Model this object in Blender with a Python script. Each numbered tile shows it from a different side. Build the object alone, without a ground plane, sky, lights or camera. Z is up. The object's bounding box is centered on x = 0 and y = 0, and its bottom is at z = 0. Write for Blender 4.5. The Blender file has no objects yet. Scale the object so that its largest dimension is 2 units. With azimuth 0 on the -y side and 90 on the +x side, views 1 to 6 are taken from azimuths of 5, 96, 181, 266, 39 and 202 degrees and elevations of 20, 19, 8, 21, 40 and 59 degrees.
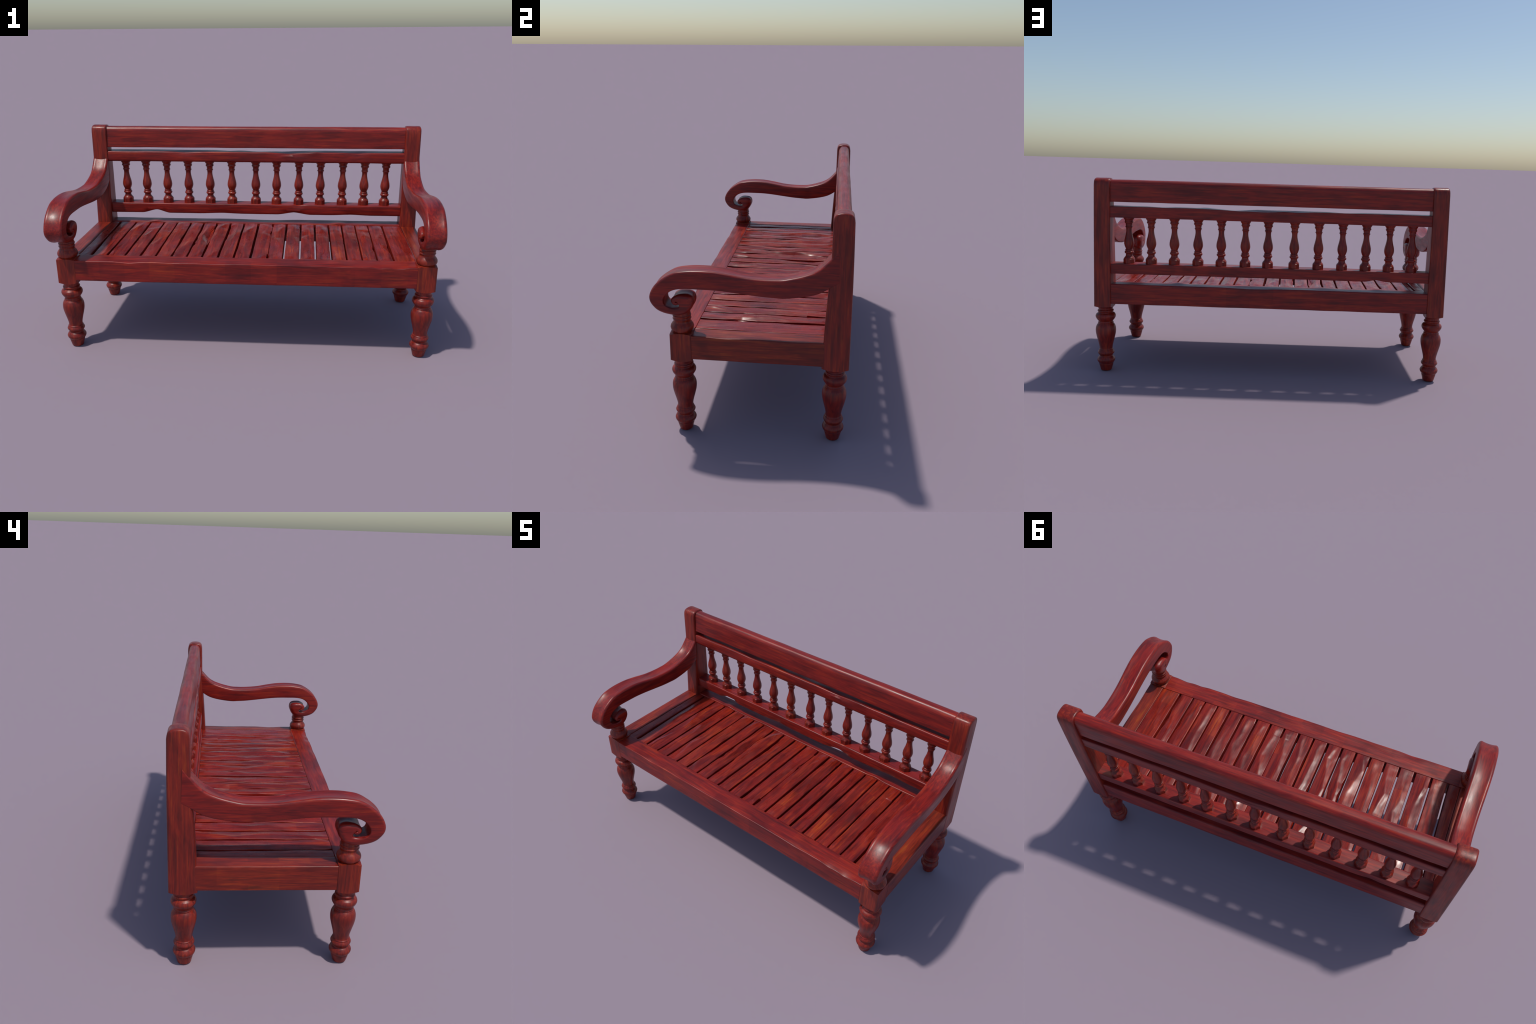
import bpy, bmesh, math, random
from mathutils import Vector, noise

random.seed(7)
coll = bpy.context.scene.collection

# ------------------------------------------------------------------ materials
def wood(name, axis, patch=0.0, dark=1.0, rough=(0.30, 0.44), warm=0.0, spec=0.42, gain=1.0):
    """Glossy red mahogany. axis = grain direction (0 x, 1 y, 2 z)."""
    m = bpy.data.materials.new(name)
    m.use_nodes = True
    nt = m.node_tree
    N, L = nt.nodes, nt.links
    for n in list(N):
        N.remove(n)
    def node(t, **kw):
        n = N.new(t)
        for k, v in kw.items():
            if k.startswith('i_'):
                n.inputs[k[2:].replace('_', ' ')].default_value = v
            else:
                setattr(n, k, v)
        return n
    def stretch(across, along):
        s = [across] * 3
        s[axis] = along
        mp = node('ShaderNodeMapping')
        mp.inputs['Scale'].default_value = s
        L.new(add.outputs[0], mp.inputs['Vector'])
        return mp.outputs[0]
    def ramp(src, stops, interp='LINEAR'):
        r = node('ShaderNodeValToRGB')
        r.color_ramp.interpolation = interp
        el = r.color_ramp.elements
        while len(el) < len(stops):
            el.new(0.5)
        for e, (p, c) in zip(el, stops):
            e.position = p
            e.color = (*c, 1) if len(c) == 3 else c
        L.new(src, r.inputs[0])
        return r.outputs[0]
    def mix(fac, a, b, blend='MIX'):
        mx = node('ShaderNodeMix', data_type='RGBA', blend_type=blend)
        if isinstance(fac, float):
            mx.inputs[0].default_value = fac
        else:
            L.new(fac, mx.inputs[0])
        for sock, v in ((mx.inputs[6], a), (mx.inputs[7], b)):
            if isinstance(v, tuple):
                sock.default_value = (*v, 1)
            else:
                L.new(v, sock)
        return mx.outputs[2]
    tc = node('ShaderNodeTexCoord')
    oi = node('ShaderNodeObjectInfo')
    sc = node('ShaderNodeVectorMath', operation='SCALE')
    sc.inputs[0].default_value = (13.7, 9.1, 17.3)
    L.new(oi.outputs['Random'], sc.inputs['Scale'])
    add = node('ShaderNodeVectorMath', operation='ADD')
    L.new(tc.outputs['Object'], add.inputs[0])
    L.new(sc.outputs[0], add.inputs[1])
    # long fibres
    g1 = node('ShaderNodeTexNoise', i_Scale=1.0, i_Detail=6.0, i_Roughness=0.62, i_Distortion=0.5)
    L.new(stretch(88, 5.0), g1.inputs['Vector'])
    base = ramp(g1.outputs[0], [(0.28, (0.102, 0.0072, 0.0068)), (0.43, (0.172, 0.0092, 0.0074)),
                                (0.56, (0.252, 0.0122, 0.0078)), (0.72, (0.318, 0.0330, 0.0078))])
    # broad streaks of darker and warmer stain
    g2 = node('ShaderNodeTexNoise', i_Scale=1.0, i_Detail=3.0, i_Roughness=0.55, i_Distortion=0.8)
    L.new(stretch(13, 4.0), g2.inputs['Vector'])
    f2 = ramp(g2.outputs[0], [(0.36, (0.74 * dark, 0.72 * dark, 0.80 * dark)), (0.50, (1, 1, 1)), (0.68, (1.15, 1.25, 1.0))])
    col = mix(1.0, base, f2, 'MULTIPLY')
    # fine dark pores
    g3 = node('ShaderNodeTexNoise', i_Scale=1.0, i_Detail=4.0, i_Roughness=0.7)
    L.new(stretch(190, 14), g3.inputs['Vector'])
    f3 = ramp(g3.outputs[0], [(0.36, (0.62, 0.60, 0.66)), (0.50, (1, 1, 1))])
    col = mix(0.6, col, f3, 'MULTIPLY')
    if patch > 0:
        # blocks of board stock glued end to end: each has its own tone
        fl = node('ShaderNodeVectorMath', operation='FLOOR')
        wob = node('ShaderNodeTexNoise', i_Scale=14.0, i_Detail=2.0)
        L.new(add.outputs[0], wob.inputs['Vector'])
        mp2 = node('ShaderNodeMapping')
        s = [24, 24, 9]
        s[axis] = 7.5
        if axis == 2:
            s = [24, 24, 7.5]
        mp2.inputs['Scale'].default_value = s
        L.new(add.outputs[0], mp2.inputs['Vector'])
        L.new(mp2.outputs[0], fl.inputs[0])
        wn = node('ShaderNodeTexWhiteNoise', noise_dimensions='3D')
        L.new(fl.outputs[0], wn.inputs['Vector'])
        tone = ramp(wn.outputs['Value'], [(0.0, (0.70, 0.66, 0.80)), (0.5, (1, 1, 1)), (0.85, (1.12, 1.3, 1.0)), (1.0, (1.25, 1.9, 1.0))])
        col = mix(patch, col, tone, 'MULTIPLY')
    if warm > 0:
        # redder and browner boards, told apart piece by piece
        wr = ramp(oi.outputs['Random'], [(0.0, (0.94, 1.0 + 0.15 * gain, 1.0)), (0.6, (0.98, 1.0 + 0.45 * gain, 1.0)), (1.0, (1.06, 1.0 + 0.8 * gain, 1.0))])
        col = mix(warm, col, wr, 'MULTIPLY')
    b = node('ShaderNodeBsdfPrincipled')
    L.new(col, b.inputs['Base Color'])
    rn = node('ShaderNodeTexNoise', i_Scale=1.0, i_Detail=3.0)
    L.new(stretch(30, 8), rn.inputs['Vector'])
    mr = node('ShaderNodeMapRange')
    mr.inputs[1].default_value, mr.inputs[2].default_value = 0.3, 0.7
    mr.inputs[3].default_value, mr.inputs[4].default_value = rough
    L.new(rn.outputs[0], mr.inputs[0])
    L.new(mr.outputs[0], b.inputs['Roughness'])
    b.inputs['Specular IOR Level'].default_value = spec
    bp = node('ShaderNodeBump', i_Strength=0.10, i_Distance=0.002)
    L.new(g3.outputs[0], bp.inputs['Height'])
    L.new(bp.outputs[0], b.inputs['Normal'])
    out = node('ShaderNodeOutputMaterial')
    L.new(b.outputs[0], out.inputs[0])
    return m

WX = wood('mahogany_grain_lengthwise', 0)
WXP = wood('mahogany_seat_rail', 0, patch=0.55)
WY = wood('mahogany_grain_crosswise', 1)
WYP = wood('mahogany_slat', 1, patch=0.6, rough=(0.22, 0.40), warm=0.45)
WYS = wood('mahogany_side_rail', 1, patch=0.5, warm=1.0, gain=1.3)
WZP = wood('mahogany_post', 2, warm=1.0, gain=1.0)
WSHADE = wood('mahogany_gap_shade', 1, rough=(0.75, 0.9), spec=0.08, dark=0.8)  # darkened, dulled copy: shade of the slat gaps put into the material
WZ = wood('mahogany_grain_upright', 2, warm=0.8)

# ------------------------------------------------------------------ helpers
root = bpy.data.objects.new('wooden_bench', None)
root.empty_display_size = 0.2
coll.objects.link(root)
root['label'] = 'red mahogany garden bench with scrolled arms and turned legs'
root['category'] = 'bench'

def smooth(me, angle=35):
    for p in me.polygons:
        p.use_smooth = True
    me.set_sharp_from_angle(angle=math.radians(angle))

def add_part(name, verts, faces, mat, angle=35, parent=root):
    """Mesh given in world coordinates; the origin goes to its centre."""
    lo = [min(v[i] for v in verts) for i in range(3)]
    hi = [max(v[i] for v in verts) for i in range(3)]
    c = Vector([(a + b) / 2 for a, b in zip(lo, hi)])
    me = bpy.data.meshes.new(name)
    me.from_pydata([Vector(v) - c for v in verts], [], faces)
    bm = bmesh.new()
    bm.from_mesh(me)
    bmesh.ops.recalc_face_normals(bm, faces=bm.faces)
    bm.to_mesh(me)
    bm.free()
    me.materials.append(mat)
    smooth(me, angle)
    ob = bpy.data.objects.new(name, me)
    ob.location = c
    ob.parent = parent
    coll.objects.link(ob)
    return ob

def spline(pts, n):
    """Catmull-Rom through tuples, n steps per span."""
    out = []
    P = [pts[0]] + list(pts) + [pts[-1]]
    for i in range(1, len(P) - 2):
        p0, p1, p2, p3 = P[i - 1:i + 3]
        for k in range(n):
            t = k / n
            out.append(tuple(0.5 * (2 * b + (c - a) * t + (2 * a - 5 * b + 4 * c - d) * t * t
                                    + (3 * b - a - 3 * c + d) * t ** 3) for a, b, c, d in zip(p0, p1, p2, p3)))
    out.append(tuple(pts[-1]))
    return out

def lathe_data(profile, centre, seg=56, steps=4):
    prof = spline(profile, steps)
    cx, cy = centre
    V, F = [], []
    for z, r in prof:
        r = max(r, 0.0005)
        for k in range(seg):
            a = 2 * math.pi * k / seg
            V.append((cx + r * math.cos(a), cy + r * math.sin(a), z))
    n = len(prof)
    for i in range(n - 1):
        for k in range(seg):
            k2 = (k + 1) % seg
            F.append((i * seg + k, i * seg + k2, (i + 1) * seg + k2, (i + 1) * seg + k))
    F.append(tuple(range(seg)))
    F.append(tuple((n - 1) * seg + k for k in range(seg)))
    return V, F

def loft_data(rings):
    """Closed rings of equal count, capped at both ends."""
    m = len(rings[0])
    V = [v for r in rings for v in r]
    F = []
    for i in range(len(rings) - 1):
        for k in range(m):
            k2 = (k + 1) % m
            F.append((i * m + k, i * m + k2, (i + 1) * m + k2, (i + 1) * m + k))
    F.append(tuple(range(m)))
    F.append(tuple((len(rings) - 1) * m + k for k in range(m)))
    return V, F

def round_rect(a0, a1, b0, b1, radii, na=8, nb=8, seg=4):
    """Rounded rectangle loop; radii for corners (a0b0, a1b0, a1b1, a0b1)."""
    pts = []
    cs = [(a0, b0, 1, 1, math.pi), (a1, b0, -1, 1, 1.5 * math.pi), (a1, b1, -1, -1, 0.0), (a0, b1, 1, -1, 0.5 * math.pi)]
    for (cx, cy, sx, sy, st), r in zip(cs, radii):
        for k in range(seg + 1):
            t = st + k / seg * math.pi / 2
            pts.append((cx + sx * r + r * math.cos(t), cy + sy * r + r * math.sin(t)))
    out = []
    for i, p in enumerate(pts):
        q = pts[(i + 1) % len(pts)]
        out.append(p)
        d = math.dist(p, q)
        k = int(d / 0.012)
        for j in range(1, k):
            out.append((p[0] + (q[0] - p[0]) * j / k, p[1] + (q[1] - p[1]) * j / k))
    return out

def bump(t, c, w):
    """Smooth bump of half width w around c, 1 at the centre."""
    d = abs(t - c) / w
    return 0.0 if d >= 1 else 0.5 + 0.5 * math.cos(math.pi * d)

def tent(t, c, w):
    d = abs(t - c) / w
    return 0.0 if d >= 1 else 1 - d

def nz(*p):
    return noise.noise(Vector(p))

# ------------------------------------------------------------------ turned legs
LEG = [(0.388, 0.047), (0.376, 0.043), (0.368, 0.0405), (0.362, 0.040), (0.357, 0.0445), (0.352, 0.045), (0.347, 0.0415),
       (0.342, 0.043), (0.335, 0.052), (0.325, 0.0565), (0.315, 0.0552), (0.305, 0.0500), (0.298, 0.0445), (0.293, 0.0405),
       (0.288, 0.0412), (0.284, 0.0440), (0.280, 0.0425), (0.276, 0.0455), (0.268, 0.0510), (0.255, 0.0555), (0.240, 0.0570),
       (0.220, 0.0555), (0.195, 0.0500), (0.170, 0.0435), (0.150, 0.0388), (0.134, 0.0365), (0.127, 0.0370), (0.123, 0.0405),
       (0.119, 0.0402), (0.115, 0.0430), (0.107, 0.0467), (0.099, 0.0440), (0.093, 0.0390), (0.088, 0.0370), (0.084, 0.0380),
       (0.080, 0.0420), (0.073, 0.0470), (0.064, 0.0507), (0.054, 0.0487), (0.047, 0.0440), (0.042, 0.0405), (0.038, 0.0405),
       (0.024, 0.0370), (0.010, 0.0332), (0.004, 0.0318), (0.000, 0.0285)]
COLLAR = [(0.640, 0.0390), (0.608, 0.0395), (0.603, 0.0425), (0.598, 0.0425), (0.594, 0.0400), (0.589, 0.0405), (0.585, 0.0430),
          (0.580, 0.0405), (0.574, 0.0390), (0.568, 0.0410), (0.560, 0.0470), (0.551, 0.0522), (0.542, 0.0535), (0.533, 0.0515),
          (0.527, 0.0465), (0.522, 0.0450), (0.510, 0.0450)]
LX, FY, RY = 0.938, -0.319, 0.390

def turned(name, profile, cx, cy, src=None):
    if src is None:
        V, F = lathe_data(profile, (cx, cy))
        return add_part(name, V, F, WZ, 50)
    ob = src.copy()
    ob.location = (cx, cy, src.location.z)
    coll.objects.link(ob)
    return ob

leg = turned('leg', LEG, -LX, FY)
for cx, cy in ((LX, FY), (-LX, RY), (LX, RY)):
    turned('leg', LEG, cx, cy, leg)
col0 = turned('collar', COLLAR, -LX, FY)
turned('collar', COLLAR, LX, FY, col0)

# ------------------------------------------------------------------ square blocks and back posts, cut round by the lathe
def intersect_with_lathe(ob, profile, centre):
    V, F = lathe_data(profile, centre, 64, 1)
    cut = add_part('cutter', V, F, WZ, parent=None)
    md = ob.modifiers.new('cut', 'BOOLEAN')
    md.operation = 'INTERSECT'
    md.solver = 'EXACT'
    md.object = cut
    bpy.context.view_layer.update()
    dg = bpy.context.evaluated_depsgraph_get()
    me = bpy.data.meshes.new_from_object(ob.evaluated_get(dg))
    ob.modifiers.clear()
    old = ob.data
    ob.data = me
    me.name = old.name
    bpy.data.meshes.remove(old)
    bpy.data.objects.remove(cut)
    smooth(me, 30)

def block(name, sx):
    x0, x1 = sorted((sx * (LX - 0.050), sx * (LX + 0.049)))
    loop = round_rect(x0, x1, FY - 0.050, FY + 0.050, (0.004,) * 4, seg=3)
    rings = [[(a, b, z) for a, b in loop] for z in (0.36, 0.40, 0.45, 0.50, 0.55)]
    V, F = loft_data(rings)
    ob = add_part(name, V, F, WZP, 30)
    intersect_with_lathe(ob, [(0.370, 0.020), (0.378, 0.043), (0.390, 0.0707), (0.400, 0.095), (0.505, 0.110), (0.517, 0.0705),
                              (0.523, 0.050), (0.526, 0.030)], (sx * LX, FY))
    return ob

for sx in (-1, 1):
    block('leg_block', sx)

POST = [(0.326, 0.360), (0.333, 0.530), (0.341, 0.680), (0.350, 0.820), (0.354, 0.920), (0.355, 1.072), (0.359, 1.095),
        (0.372, 1.108), (0.400, 1.1125), (0.428, 1.108), (0.442, 1.095), (0.447, 1.072), (0.450, 0.900), (0.4515, 0.700), (0.452, 0.360)]

def back_post(sx):
    x0, x1 = sorted((sx * 0.892, sx * 0.988))
    prof = spline(POST[:6], 4)[:-1] + spline(POST[5:12], 4)[:-1] + spline(POST[11:], 4)
    cy, cz = 0.40, 0.75
    rings = []
    r = 0.010
    stations = []
    for k in range(5):
        a = k / 4 * math.pi / 2
        stations.append((x0 + r - r * math.cos(a), r - r * math.sin(a)))
    stations += [(x0 + (x1 - x0) * t, 0.0) for t in (0.3, 0.5, 0.7)]
    stations += [(x1 - (s[0] - x0), s[1]) for s in reversed(stations[:5])]
    n = len(prof)
    nor = []
    for i in range(n):
        p, q = prof[i - 1], prof[(i + 1) % n]
        if i == 0: p = (prof[0][0], prof[0][1] - .1)
        if i == n - 1: q = (prof[-1][0], prof[-1][1] - .1)
        t = Vector((q[0] - p[0], q[1] - p[1])).normalized()
        nor.append((-t.y, t.x))
    for x, inset in stations:
        # the post narrows a little towards its top on the outside
        rings.append([(x * (1 - 0.0065 * max(0.0, (p[1] - 0.39) / 0.7) * max(0.0, (abs(x) - 0.892) / 0.096)),
                       p[0] - d[0] * inset, p[1] - d[1] * inset) for p, d in zip(prof, nor)])
    V, F = loft_data(rings)
    ob = add_part('back_post', V, F, WZP, 30)
    intersect_with_lathe(ob, [(0.366, 0.020), (0.376, 0.045), (0.389, 0.080), (0.42, 0.15), (1.2, 0.16), (1.201, 0.02)],
                         (sx * LX, 0.390))
    return ob

for sx in (-1, 1):
    back_post(sx)

# ------------------------------------------------------------------ rails
def beam(name, axis, s0, s1, loop, mat, step=0.012, dent=None, amp=0.0010, seed=0.0, end_round=0.0):
    """Prism along x (axis 0: loop in y,z) or y (axis 1: loop in x,z), worn and dented."""
    n = max(2, int((s1 - s0) / step))
    ca = sum(p[0] for p in loop) / len(loop)
    cb = sum(p[1] for p in loop) / len(loop)
    rings = []
    for i in range(n + 1):
        s = s0 + (s1 - s0) * i / n
        ring = []
        for a, b in loop:
            da = amp * nz(s * 7 + seed, a * 18, b * 18)
            db = amp * nz(s * 7 - seed, a * 18 + 5, b * 18)
            if dent:
                ea, eb = dent(s, a - ca, b - cb)
                da += ea
                db += eb
            a2, b2 = a + da, b + db
            ring.append((s, a2, b2) if axis == 0 else (a2, s, b2))
        rings.append(ring)
    V, F = loft_data(rings)
    return add_part(name, V, F, mat, 32)

def edge_dents(spec):
    """spec: (s, half width, which edge 'tf','tb','bf','bb','t', da, db)"""
    def f(s, a, b):
        da = db = 0.0
        for c, w, top, front, ea, eb in spec:
            k = tent(s, c, w)
            if k <= 0:
                continue
            k = k * k * (3 - 2 * k) * 0.5 + k * 0.5
            ok = (b > 0.012 if top else b < -0.012)
            if not ok:
                continue
            fade = 1.0 if front == 0 else max(0.0, min(1.0, (-a - 0.018) / 0.03)) if front == 2 else max(0.0, min(1.0, 0.5 - front * a / 0.05))
            da += ea * k * fade
            db += eb * k * fade
        return da, db
    return f

INX = 0.897
# top rail, rounded along its upper edge
beam('top_rail', 0, -INX, INX, [(a + max(0.0, 0.40 - a) * (b - 0.982) * 1.4, b) for a, b in round_rect(0.364, 0.435, 0.982, 1.1045, (0.004, 0.004, 0.026, 0.026), seg=6)], WX, amp=0.0012, seed=3)
# middle rail above the balusters
beam('middle_rail', 0, -INX, INX, round_rect(0.360, 0.440, 0.895, 0.9570, (0.012, 0.004, 0.004, 0.006), seg=4), WX, amp=0.0014, seed=11,
     dent=edge_dents([(0.02, 0.12, 1, -1, 0.003, -0.009), (0.17, 0.16, 1, -1, 0.0, -0.007), (0.21, 0.14, 1, 1, 0.008, -0.008), (0.37, 0.05, 1, 1, -0.003, 0.003),
                      (-0.42, 0.10, 1, 1, 0.004, -0.004), (0.62, 0.09, 1, 1, 0.004, -0.003), (-0.15, 0.10, 1, -1, 0, -0.005)]))
# lower rail under the balusters
beam('lower_rail', 0, -INX, INX, [(a, b + max(0.0, 0.60 - b) / 0.03 * (a - 0.355) * 0.08) for a, b in round_rect(0.355, 0.4395, 0.5715, 0.636, (0.012, 0.004, 0.004, 0.006), seg=5)], WX, amp=0.0016, seed=23,
     dent=edge_dents([(-0.613, 0.085, 0, 1, 0.016, 0.018), (0.247, 0.10, 0, 1, 0.012, 0.012), (0.28, 0.05, 1, 1, 0.006, -0.004),
                      (-0.60, 0.06, 0, -1, 0, 0.010), (0.60, 0.12, 0, 1, 0.004, 0.004), (-0.2, 0.14, 0, 1, 0.005, 0.003)]))
# seat frame
beam('seat_rail', 0, -INX, INX, round_rect(0.352, 0.4425, 0.403, 0.5175, (0.003, 0.003, 0.006, 0.004)), WXP, amp=0.0016, seed=31,
     dent=edge_dents([(-0.62, 0.05, 1, 1, 0, 0.006), (0.52, 0.06, 1, 1, 0, 0.007), (0.1, 0.2, 1, -1, 0, -0.004), (-0.3, .1, 1, 1, 0, .003)]))
beam('seat_rail', 0, -0.8890, 0.8890, round_rect(-0.3685, -0.2680, 0.404, 0.5165, (0.004, 0.004, 0.003, 0.0035)), WXP, amp=0.0009, seed=41,
     dent=edge_dents([(-0.60, 0.08, 1, 2, 0.0, -0.0058), (0.48, 0.09, 1, 2, 0.0, -0.0050), (0.70, 0.06, 1, 2, 0.0, -0.0080),
                      (0.79, 0.07, 1, 2, 0.0, -0.0095), (-0.16, 0.10, 1, 2, 0.0, -0.0032), (0.12, 0.06, 1, 2, 0.0, -0.0015), (-0.38, 0.07, 1, 2, 0.0, -0.0015)]))
for sx in (-1, 1):
    x0, x1 = sorted((sx * 0.9005, sx * 0.9865))
    rr = (0.003, 0.003, 0.006, 0.003) if sx > 0 else (0.003, 0.003, 0.003, 0.006)
    sp = [(-0.12, 0.10, 1, -sx, 0, -0.005), (0.18, 0.12, 1, -sx, 0, -0.003)] if sx > 0 else []
    beam('side_rail', 1, -0.2690, 0.345, round_rect(x0, x1, 0.398, 0.5145, rr), WYS, amp=0.0009, seed=51 + sx, dent=edge_dents(sp))

# ------------------------------------------------------------------ seat slats
GAPS = [-0.838, -0.742, -0.649, -0.5625, -0.479, -0.393, -0.310, -0.228, -0.143, -0.058, 0.031, 0.121, 0.206, 0.292, 0.377,
        0.461, 0.541, 0.622, 0.700, 0.785]
Y0, Y1, TOP, THICK = -0.2672, 0.3508, 0.5155, 0.062
# bites out of slat edges: (gap index, side of the gap, y centre, half width, depth); side -1 = slat on the left of the gap
BITES = [(7, -1, 0.115, 0.17, 0.020), (7, -1, 0.20, 0.06, 0.005), (6, 1, 0.03, 0.05, 0.006), (6, 1, 0.20, 0.12, 0.004), (6, 1, -0.05, 0.04, 0.005),
         (8, 1, 0.18, 0.12, 0.011), (8, 1, 0.06, 0.05, 0.004), (19, -1, -0.07, 0.075, 0.0115), (18, -1, -0.07, 0.05, 0.005),
         (11, -1, 0.165, 0.050, 0.010), (13, -1, 0.30, 0.02, 0.003), (5, -1, 0.05, 0.08, 0.003), (2, -1, 0.27, 0.05, 0.003), (9, 1, -0.1, 0.08, 0.002)]

GAP_HALF = [0.0062, 0.0056, 0.0058, 0.0052, 0.0050, 0.0050, 0.0048, 0.0052, 0.0056, 0.0050, 0.0066, 0.0, 0.0060, 0.0050, 0.0060,
            0.0054, 0.0038, 0.0036, 0.0035, 0.0060]

def gap_half(g, y):
    if g == 11:      # two slats that touch except for slots at their ends
        if y < -0.205 or y > 0.305:
            return 0.0055
        return 0.0004
    return GAP_HALF[g]

def edge_x(g, side, y, worn=True):
    lean = -0.010 if g == 0 else 0.001
    x = GAPS[g] + lean * (y - 0.04) / 0.6
    x += side * gap_half(g, y)
    if g != 11:
        x += 0.0011 * nz(g * 3.1 + side, y * 9, 2.0)
    for gi, sd, c, w, dep in BITES:
        if worn and gi == g and sd == side:
            x += side * dep * tent(y, c, w)
    return x

def crest(i, y):
    """Zigzag position (0..1 across the slat) of a crest shaped to imitate glints, kinked every 9-15 cm."""
    rng = random.Random(100 + i)
    t, k = Y0 - 0.05, []
    while t < Y1 + 0.2:
        k.append((t, rng.uniform(0.15, 0.85)))
        t += rng.uniform(0.07, 0.16)
    for (t0, c0), (t1, c1) in zip(k, k[1:]):
        if t0 <= y <= t1:
            return c0 + (c1 - c0) * (y - t0) / (t1 - t0)
    return 0.5

def sink(i, y, a):
    """How far a slat has broken down beside its bites (a = 0 left edge, 1 right edge)."""
    s = 0.0
    for gi, side, c, w, dep in BITES:
        if gi in (i - 1, i) and dep > 0.004 and ((gi == i - 1) == (side == 1)):
            near = (1 - a) if gi == i else a
            s = max(s, (1.1 if gi in (7, 8) and dep > 0.0095 else 0.35) * dep * tent(y, c, w * 1.05) * max(0.0, 1 - near * 1.9))
    return s

def slat(i):
    n = 130
    ys = [Y0 + (Y1 - Y0) * j / n for j in range(n + 1)]
    m = 32
    # cross-section loop as (a across 0..1, inset in metres from edge, depth)
    r = 0.0035
    loop = []
    for k in range(4):
        t = k / 4 * math.pi / 2
        loop.append((0.0, r - r * math.sin(t) * 1.0 - 0 if False else r * (1 - math.cos(t)) , r * (1 - math.sin(t))))
    for k in range(m + 1):
        loop.append((k / m, None, 0.0))
    for k in range(4):
        t = (3 - k) / 4 * math.pi / 2
        loop.append((1.0, -r * (1 - math.cos(t)), r * (1 - math.sin(t))))
    loop += [(1.0, 0.0, 0.015), (1.0, 0.0, THICK), (0.66, 0.0, THICK), (0.33, 0.0, THICK), (0.0, 0.0, THICK), (0.0, 0.0, 0.015)]
    sd = i * 5.37
    tilt = 0.0016 * math.sin(i * 2.3)
    ends = i in (0, len(GAPS))
    fold = 0.0012 if ends else 0.0040 + 0.0030 * abs(math.sin(i * 1.7 + 0.6))
    bead = 0.0010 if ends else (0.0034 if i < 11 else 0.0031)
    rings = []
    for y in ys:
        L = -0.8990 if i == 0 else edge_x(i - 1, 1, y)
        R = 0.8990 if i == len(GAPS) else edge_x(i, -1, y)
        Lb = -0.8990 if i == 0 else edge_x(i - 1, 1, y, False)
        Rb = 0.8990 if i == len(GAPS) else edge_x(i, -1, y, False)
        ring = []
        for a, inset, d in loop:
            if d > 0.014:      # the wear only touches the upper arrises
                ring.append((Lb + (Rb - Lb) * a, y, TOP - d - (max(0.0, sink(i, y, a) - 0.009) if d < THICK else 0.0)))
                continue
            if inset is None:
                x = L + r + (R - L - 2 * r) * a
                aa = a
            elif a in (0.0, 1.0):
                x = (L if a == 0.0 else R) + inset
                aa = a
            else:
                x = L + (R - L) * a
                aa = a
            z = TOP - d - (0.0012 if ends else 0.0)
            if d < THICK:
                endk = min(1.0, min(y - Y0, Y1 - y) / 0.03)
                z += endk * (0.0028 * nz(x * 11 + sd, y * 9, sd) + 0.0006 * nz(x * 40, y * 26 + sd, 1.0)) - 0.0012
                # a crest that wanders zigzag along the slat, with flat facets falling away on both sides
                c = crest(i, y)
                f = math.sqrt((aa - c) ** 2 + 0.004)
                z -= fold * (f - 0.25) * (0.35 + 0.65 * endk)
                # low ridge added along the crest to imitate glints, broken into lengths
                w = 0.0155 + 0.006 * nz(y * 5, sd, 7.7)
                k = max(0.0, min(1.0, 0.55 + 1.6 * nz(y * 6.5, sd + 9, 0.4)))
                z += bead * k * endk * math.exp(-((x - (L + (R - L) * c)) / w) ** 2)
                z += tilt * (aa - 0.5) * 2 * endk
                z -= sink(i, y, aa)
                if i == 18:   # crosswise crack: the end of the slat has sprung up
                    z += 0.004 * aa * max(0, 1 - abs(y - 0.243) / 0.06) * (1 if y > 0.242 else -0.7)
            ring.append((x, y, z))
        rings.append(ring)
    V, F = loft_data(rings)
    ob = add_part('seat_slat', V, F, WYP, 38)
    ob.data.materials.append(WSHADE)
    for p in ob.data.polygons:       # flanks and underside take the dull, darkened copy that imitates gap shade
        if abs(p.normal.z) < 0.35 or p.normal.z < 0:
            p.material_index = 1
    return ob

for i in range(len(GAPS) + 1):
    slat(i)

# ------------------------------------------------------------------ balusters
BAL = [(0.026, 0.0300), (0.0295, 0.0296), (0.034, 0.0265), (0.040, 0.0215), (0.046, 0.0190), (0.051, 0.0186), (0.055, 0.0195), (0.058, 0.0235),
       (0.063, 0.0257), (0.068, 0.0245), (0.071, 0.0215), (0.0735, 0.0210), (0.0765, 0.0222), (0.0795, 0.0210), (0.082, 0.0182),
       (0.090, 0.0215), (0.104, 0.0265), (0.117, 0.0278), (0.135, 0.0255), (0.155, 0.0205), (0.174, 0.0167), (0.188, 0.0154),
       (0.198, 0.0162), (0.203, 0.0175), (0.206, 0.0202), (0.210, 0.0202), (0.213, 0.0178), (0.220, 0.0184), (0.227, 0.0198), (0.231, 0.0236),
       (0.236, 0.0250), (0.241, 0.0228), (0.246, 0.0236), (0.252, 0.0278), (0.257, 0.0298), (0.264, 0.0300)]
BALX = [-0.796, -0.670, -0.540, -0.407, -0.273, -0.137, 0.011, 0.139, 0.275, 0.406, 0.540, 0.671, 0.797]
BZ, BY = 0.6350, 0.400

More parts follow.
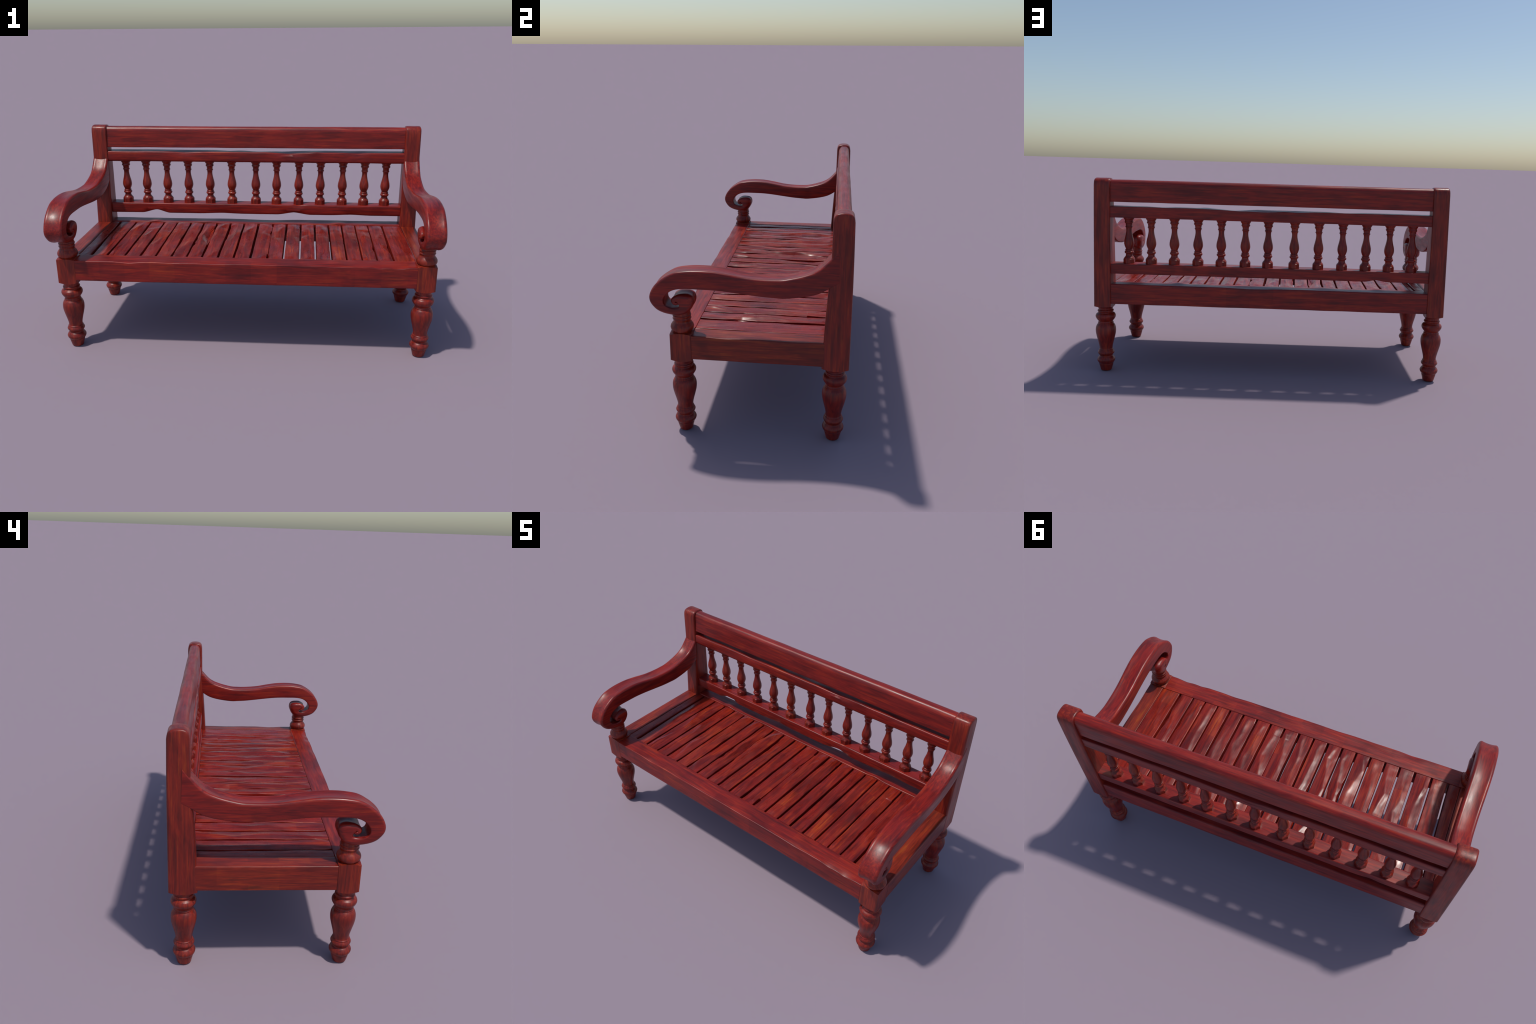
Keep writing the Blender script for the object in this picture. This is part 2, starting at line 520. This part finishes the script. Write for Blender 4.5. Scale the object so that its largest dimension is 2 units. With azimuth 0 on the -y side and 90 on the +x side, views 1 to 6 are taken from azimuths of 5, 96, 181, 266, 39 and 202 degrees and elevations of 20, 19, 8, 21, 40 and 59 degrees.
def baluster_mesh():
    V, F = lathe_data([(BZ + h, r) for h, r in BAL], (BALX[0], BY), 40, 3)
    ap = 0.0300
    base = len(V)
    levels = [(-0.004, 0), (0.0255, 0), (0.0275, 0.002), (0.0285, 0.006)]
    for h, ins in levels:
        for k in range(8):
            a = math.pi / 8 + k * math.pi / 4
            rr = (ap - ins) / math.cos(math.pi / 8)
            V.append((BALX[0] + rr * math.cos(a), BY + rr * math.sin(a), BZ + h))
    for j in range(len(levels) - 1):
        for k in range(8):
            k2 = (k + 1) % 8
            F.append((base + j * 8 + k, base + j * 8 + k2, base + (j + 1) * 8 + k2, base + (j + 1) * 8 + k))
    F.append(tuple(base + k for k in range(8)))
    F.append(tuple(base + (len(levels) - 1) * 8 + k for k in range(8)))
    return add_part('baluster', V, F, WZ, 32)

bal = baluster_mesh()
for x in BALX[1:]:
    ob = bal.copy()
    ob.location.x = x
    coll.objects.link(ob)

# ------------------------------------------------------------------ scrolled arms
# stations along the arm: outer edge (y, z), inner edge (y, z), from the back post to the eye of the volute
ARM = [((0.385, 0.955), (0.392, 0.800)), ((0.353, 0.912), (0.354, 0.779)), ((0.300, 0.857), (0.304, 0.749)), ((0.240, 0.8285), (0.240, 0.731)),
       ((0.160, 0.8075), (0.158, 0.720)), ((0.110, 0.8035), (0.110, 0.721)), ((0.050, 0.804), (0.050, 0.725)), ((-0.020, 0.8095), (-0.020, 0.733)),
       ((-0.100, 0.8235), (-0.100, 0.7425)), ((-0.170, 0.833), (-0.168, 0.748)), ((-0.240, 0.8345), (-0.235, 0.749)), ((-0.293, 0.8300), (-0.288, 0.749)),
       ((-0.338, 0.8205), (-0.325, 0.7445)), ((-0.379, 0.7985), (-0.350, 0.7355)), ((-0.413, 0.772), (-0.368, 0.722)), ((-0.437, 0.742), (-0.381, 0.706)),
       ((-0.451, 0.708), (-0.387, 0.691)), ((-0.4495, 0.682), (-0.3865, 0.676)), ((-0.438, 0.659), (-0.381, 0.665)), ((-0.419, 0.638), (-0.371, 0.658)),
       ((-0.390, 0.623), (-0.358, 0.6525)), ((-0.357, 0.615), (-0.345, 0.6505)), ((-0.315, 0.614), (-0.330, 0.6515)), ((-0.283, 0.625), (-0.320, 0.656)),
       ((-0.262, 0.650), (-0.322, 0.665)), ((-0.254, 0.677), (-0.329, 0.672)), ((-0.260, 0.701), (-0.334, 0.676)), ((-0.278, 0.712), (-0.335, 0.676)),
       ((-0.301, 0.714), (-0.335, 0.676)), ((-0.325, 0.711), (-0.335, 0.676)), ((-0.343, 0.702), (-0.335, 0.676)), ((-0.355, 0.691), (-0.335, 0.677)),
       ((-0.355, 0.677), (-0.335, 0.677)), ((-0.348, 0.666), (-0.335, 0.677)), ((-0.336, 0.662), (-0.335, 0.677)), ((-0.326, 0.664), (-0.335, 0.677)),
       ((-0.318, 0.671), (-0.335, 0.677))]

def arm(sx):
    st = spline([(o[0], o[1], i[0], i[1]) for o, i in ARM], 6)
    rings = []
    for j, (oy, oz, iy, iz) in enumerate(st):
        knob = min(1.0, max(0.0, (j / 6 - 17) / 8))     # the curl is rounder than the arm and stands over the leg
        # in plan the arm swings slightly outward towards the front
        k = min(1.0, max(0.0, (0.36 - oy) / 0.64))
        k = (k * k * (3 - 2 * k)) ** 1.5
        xi, xo = 0.8935 + 0.0075 * k - 0.0140 * knob, 0.9850 + 0.015 * k - 0.0145 * knob
        T = math.hypot(oy - iy, oz - iz)
        uy, uz = (oy - iy) / T, (oz - iz) / T
        ro = min(0.013 + 0.015 * knob, T * 0.5)
        ri = min(0.006 + 0.006 * knob, T * 0.3)
        pts = []
        w = xo - xi
        # outer face with a shallow hollow between two rounded rims
        for k in range(7):
            t = k / 6 * math.pi / 2
            pts.append((xi + ro * (1 - math.cos(t)), T - ro * (1 - math.sin(t))))
        for k in range(1, 12):
            f = k / 12
            dish = 0.0042 * math.sin(math.pi * f) ** 0.8 * min(1.0, T / 0.05)
            pts.append((xi + ro + (w - 2 * ro) * f, T - dish))
        for k in range(7):
            t = (6 - k) / 6 * math.pi / 2
            pts.append((xo - ro * (1 - math.cos(t)), T - ro * (1 - math.sin(t))))
        for k in range(1, 4):
            pts.append((xo, T - ro + (ri - T + ro) * k / 4))
        for k in range(5):
            t = k / 4 * math.pi / 2
            pts.append((xo - ri * (1 - math.cos(t)), ri * (1 - math.sin(t))))
        for k in range(1, 5):
            pts.append((xo - ri + (xi - xo + 2 * ri) * k / 5, 0.0))
        for k in range(5):
            t = (4 - k) / 4 * math.pi / 2
            pts.append((xi + ri * (1 - math.cos(t)), ri * (1 - math.sin(t))))
        for k in range(1, 4):
            pts.append((xi, ri + (T - ro - ri) * k / 4))
        rings.append([(sx * x, iy + uy * d, iz + uz * d) for x, d in pts])
    V, F = loft_data(rings)
    return add_part('armrest', V, F, WY, 40)

for sx in (-1, 1):
    arm(sx)
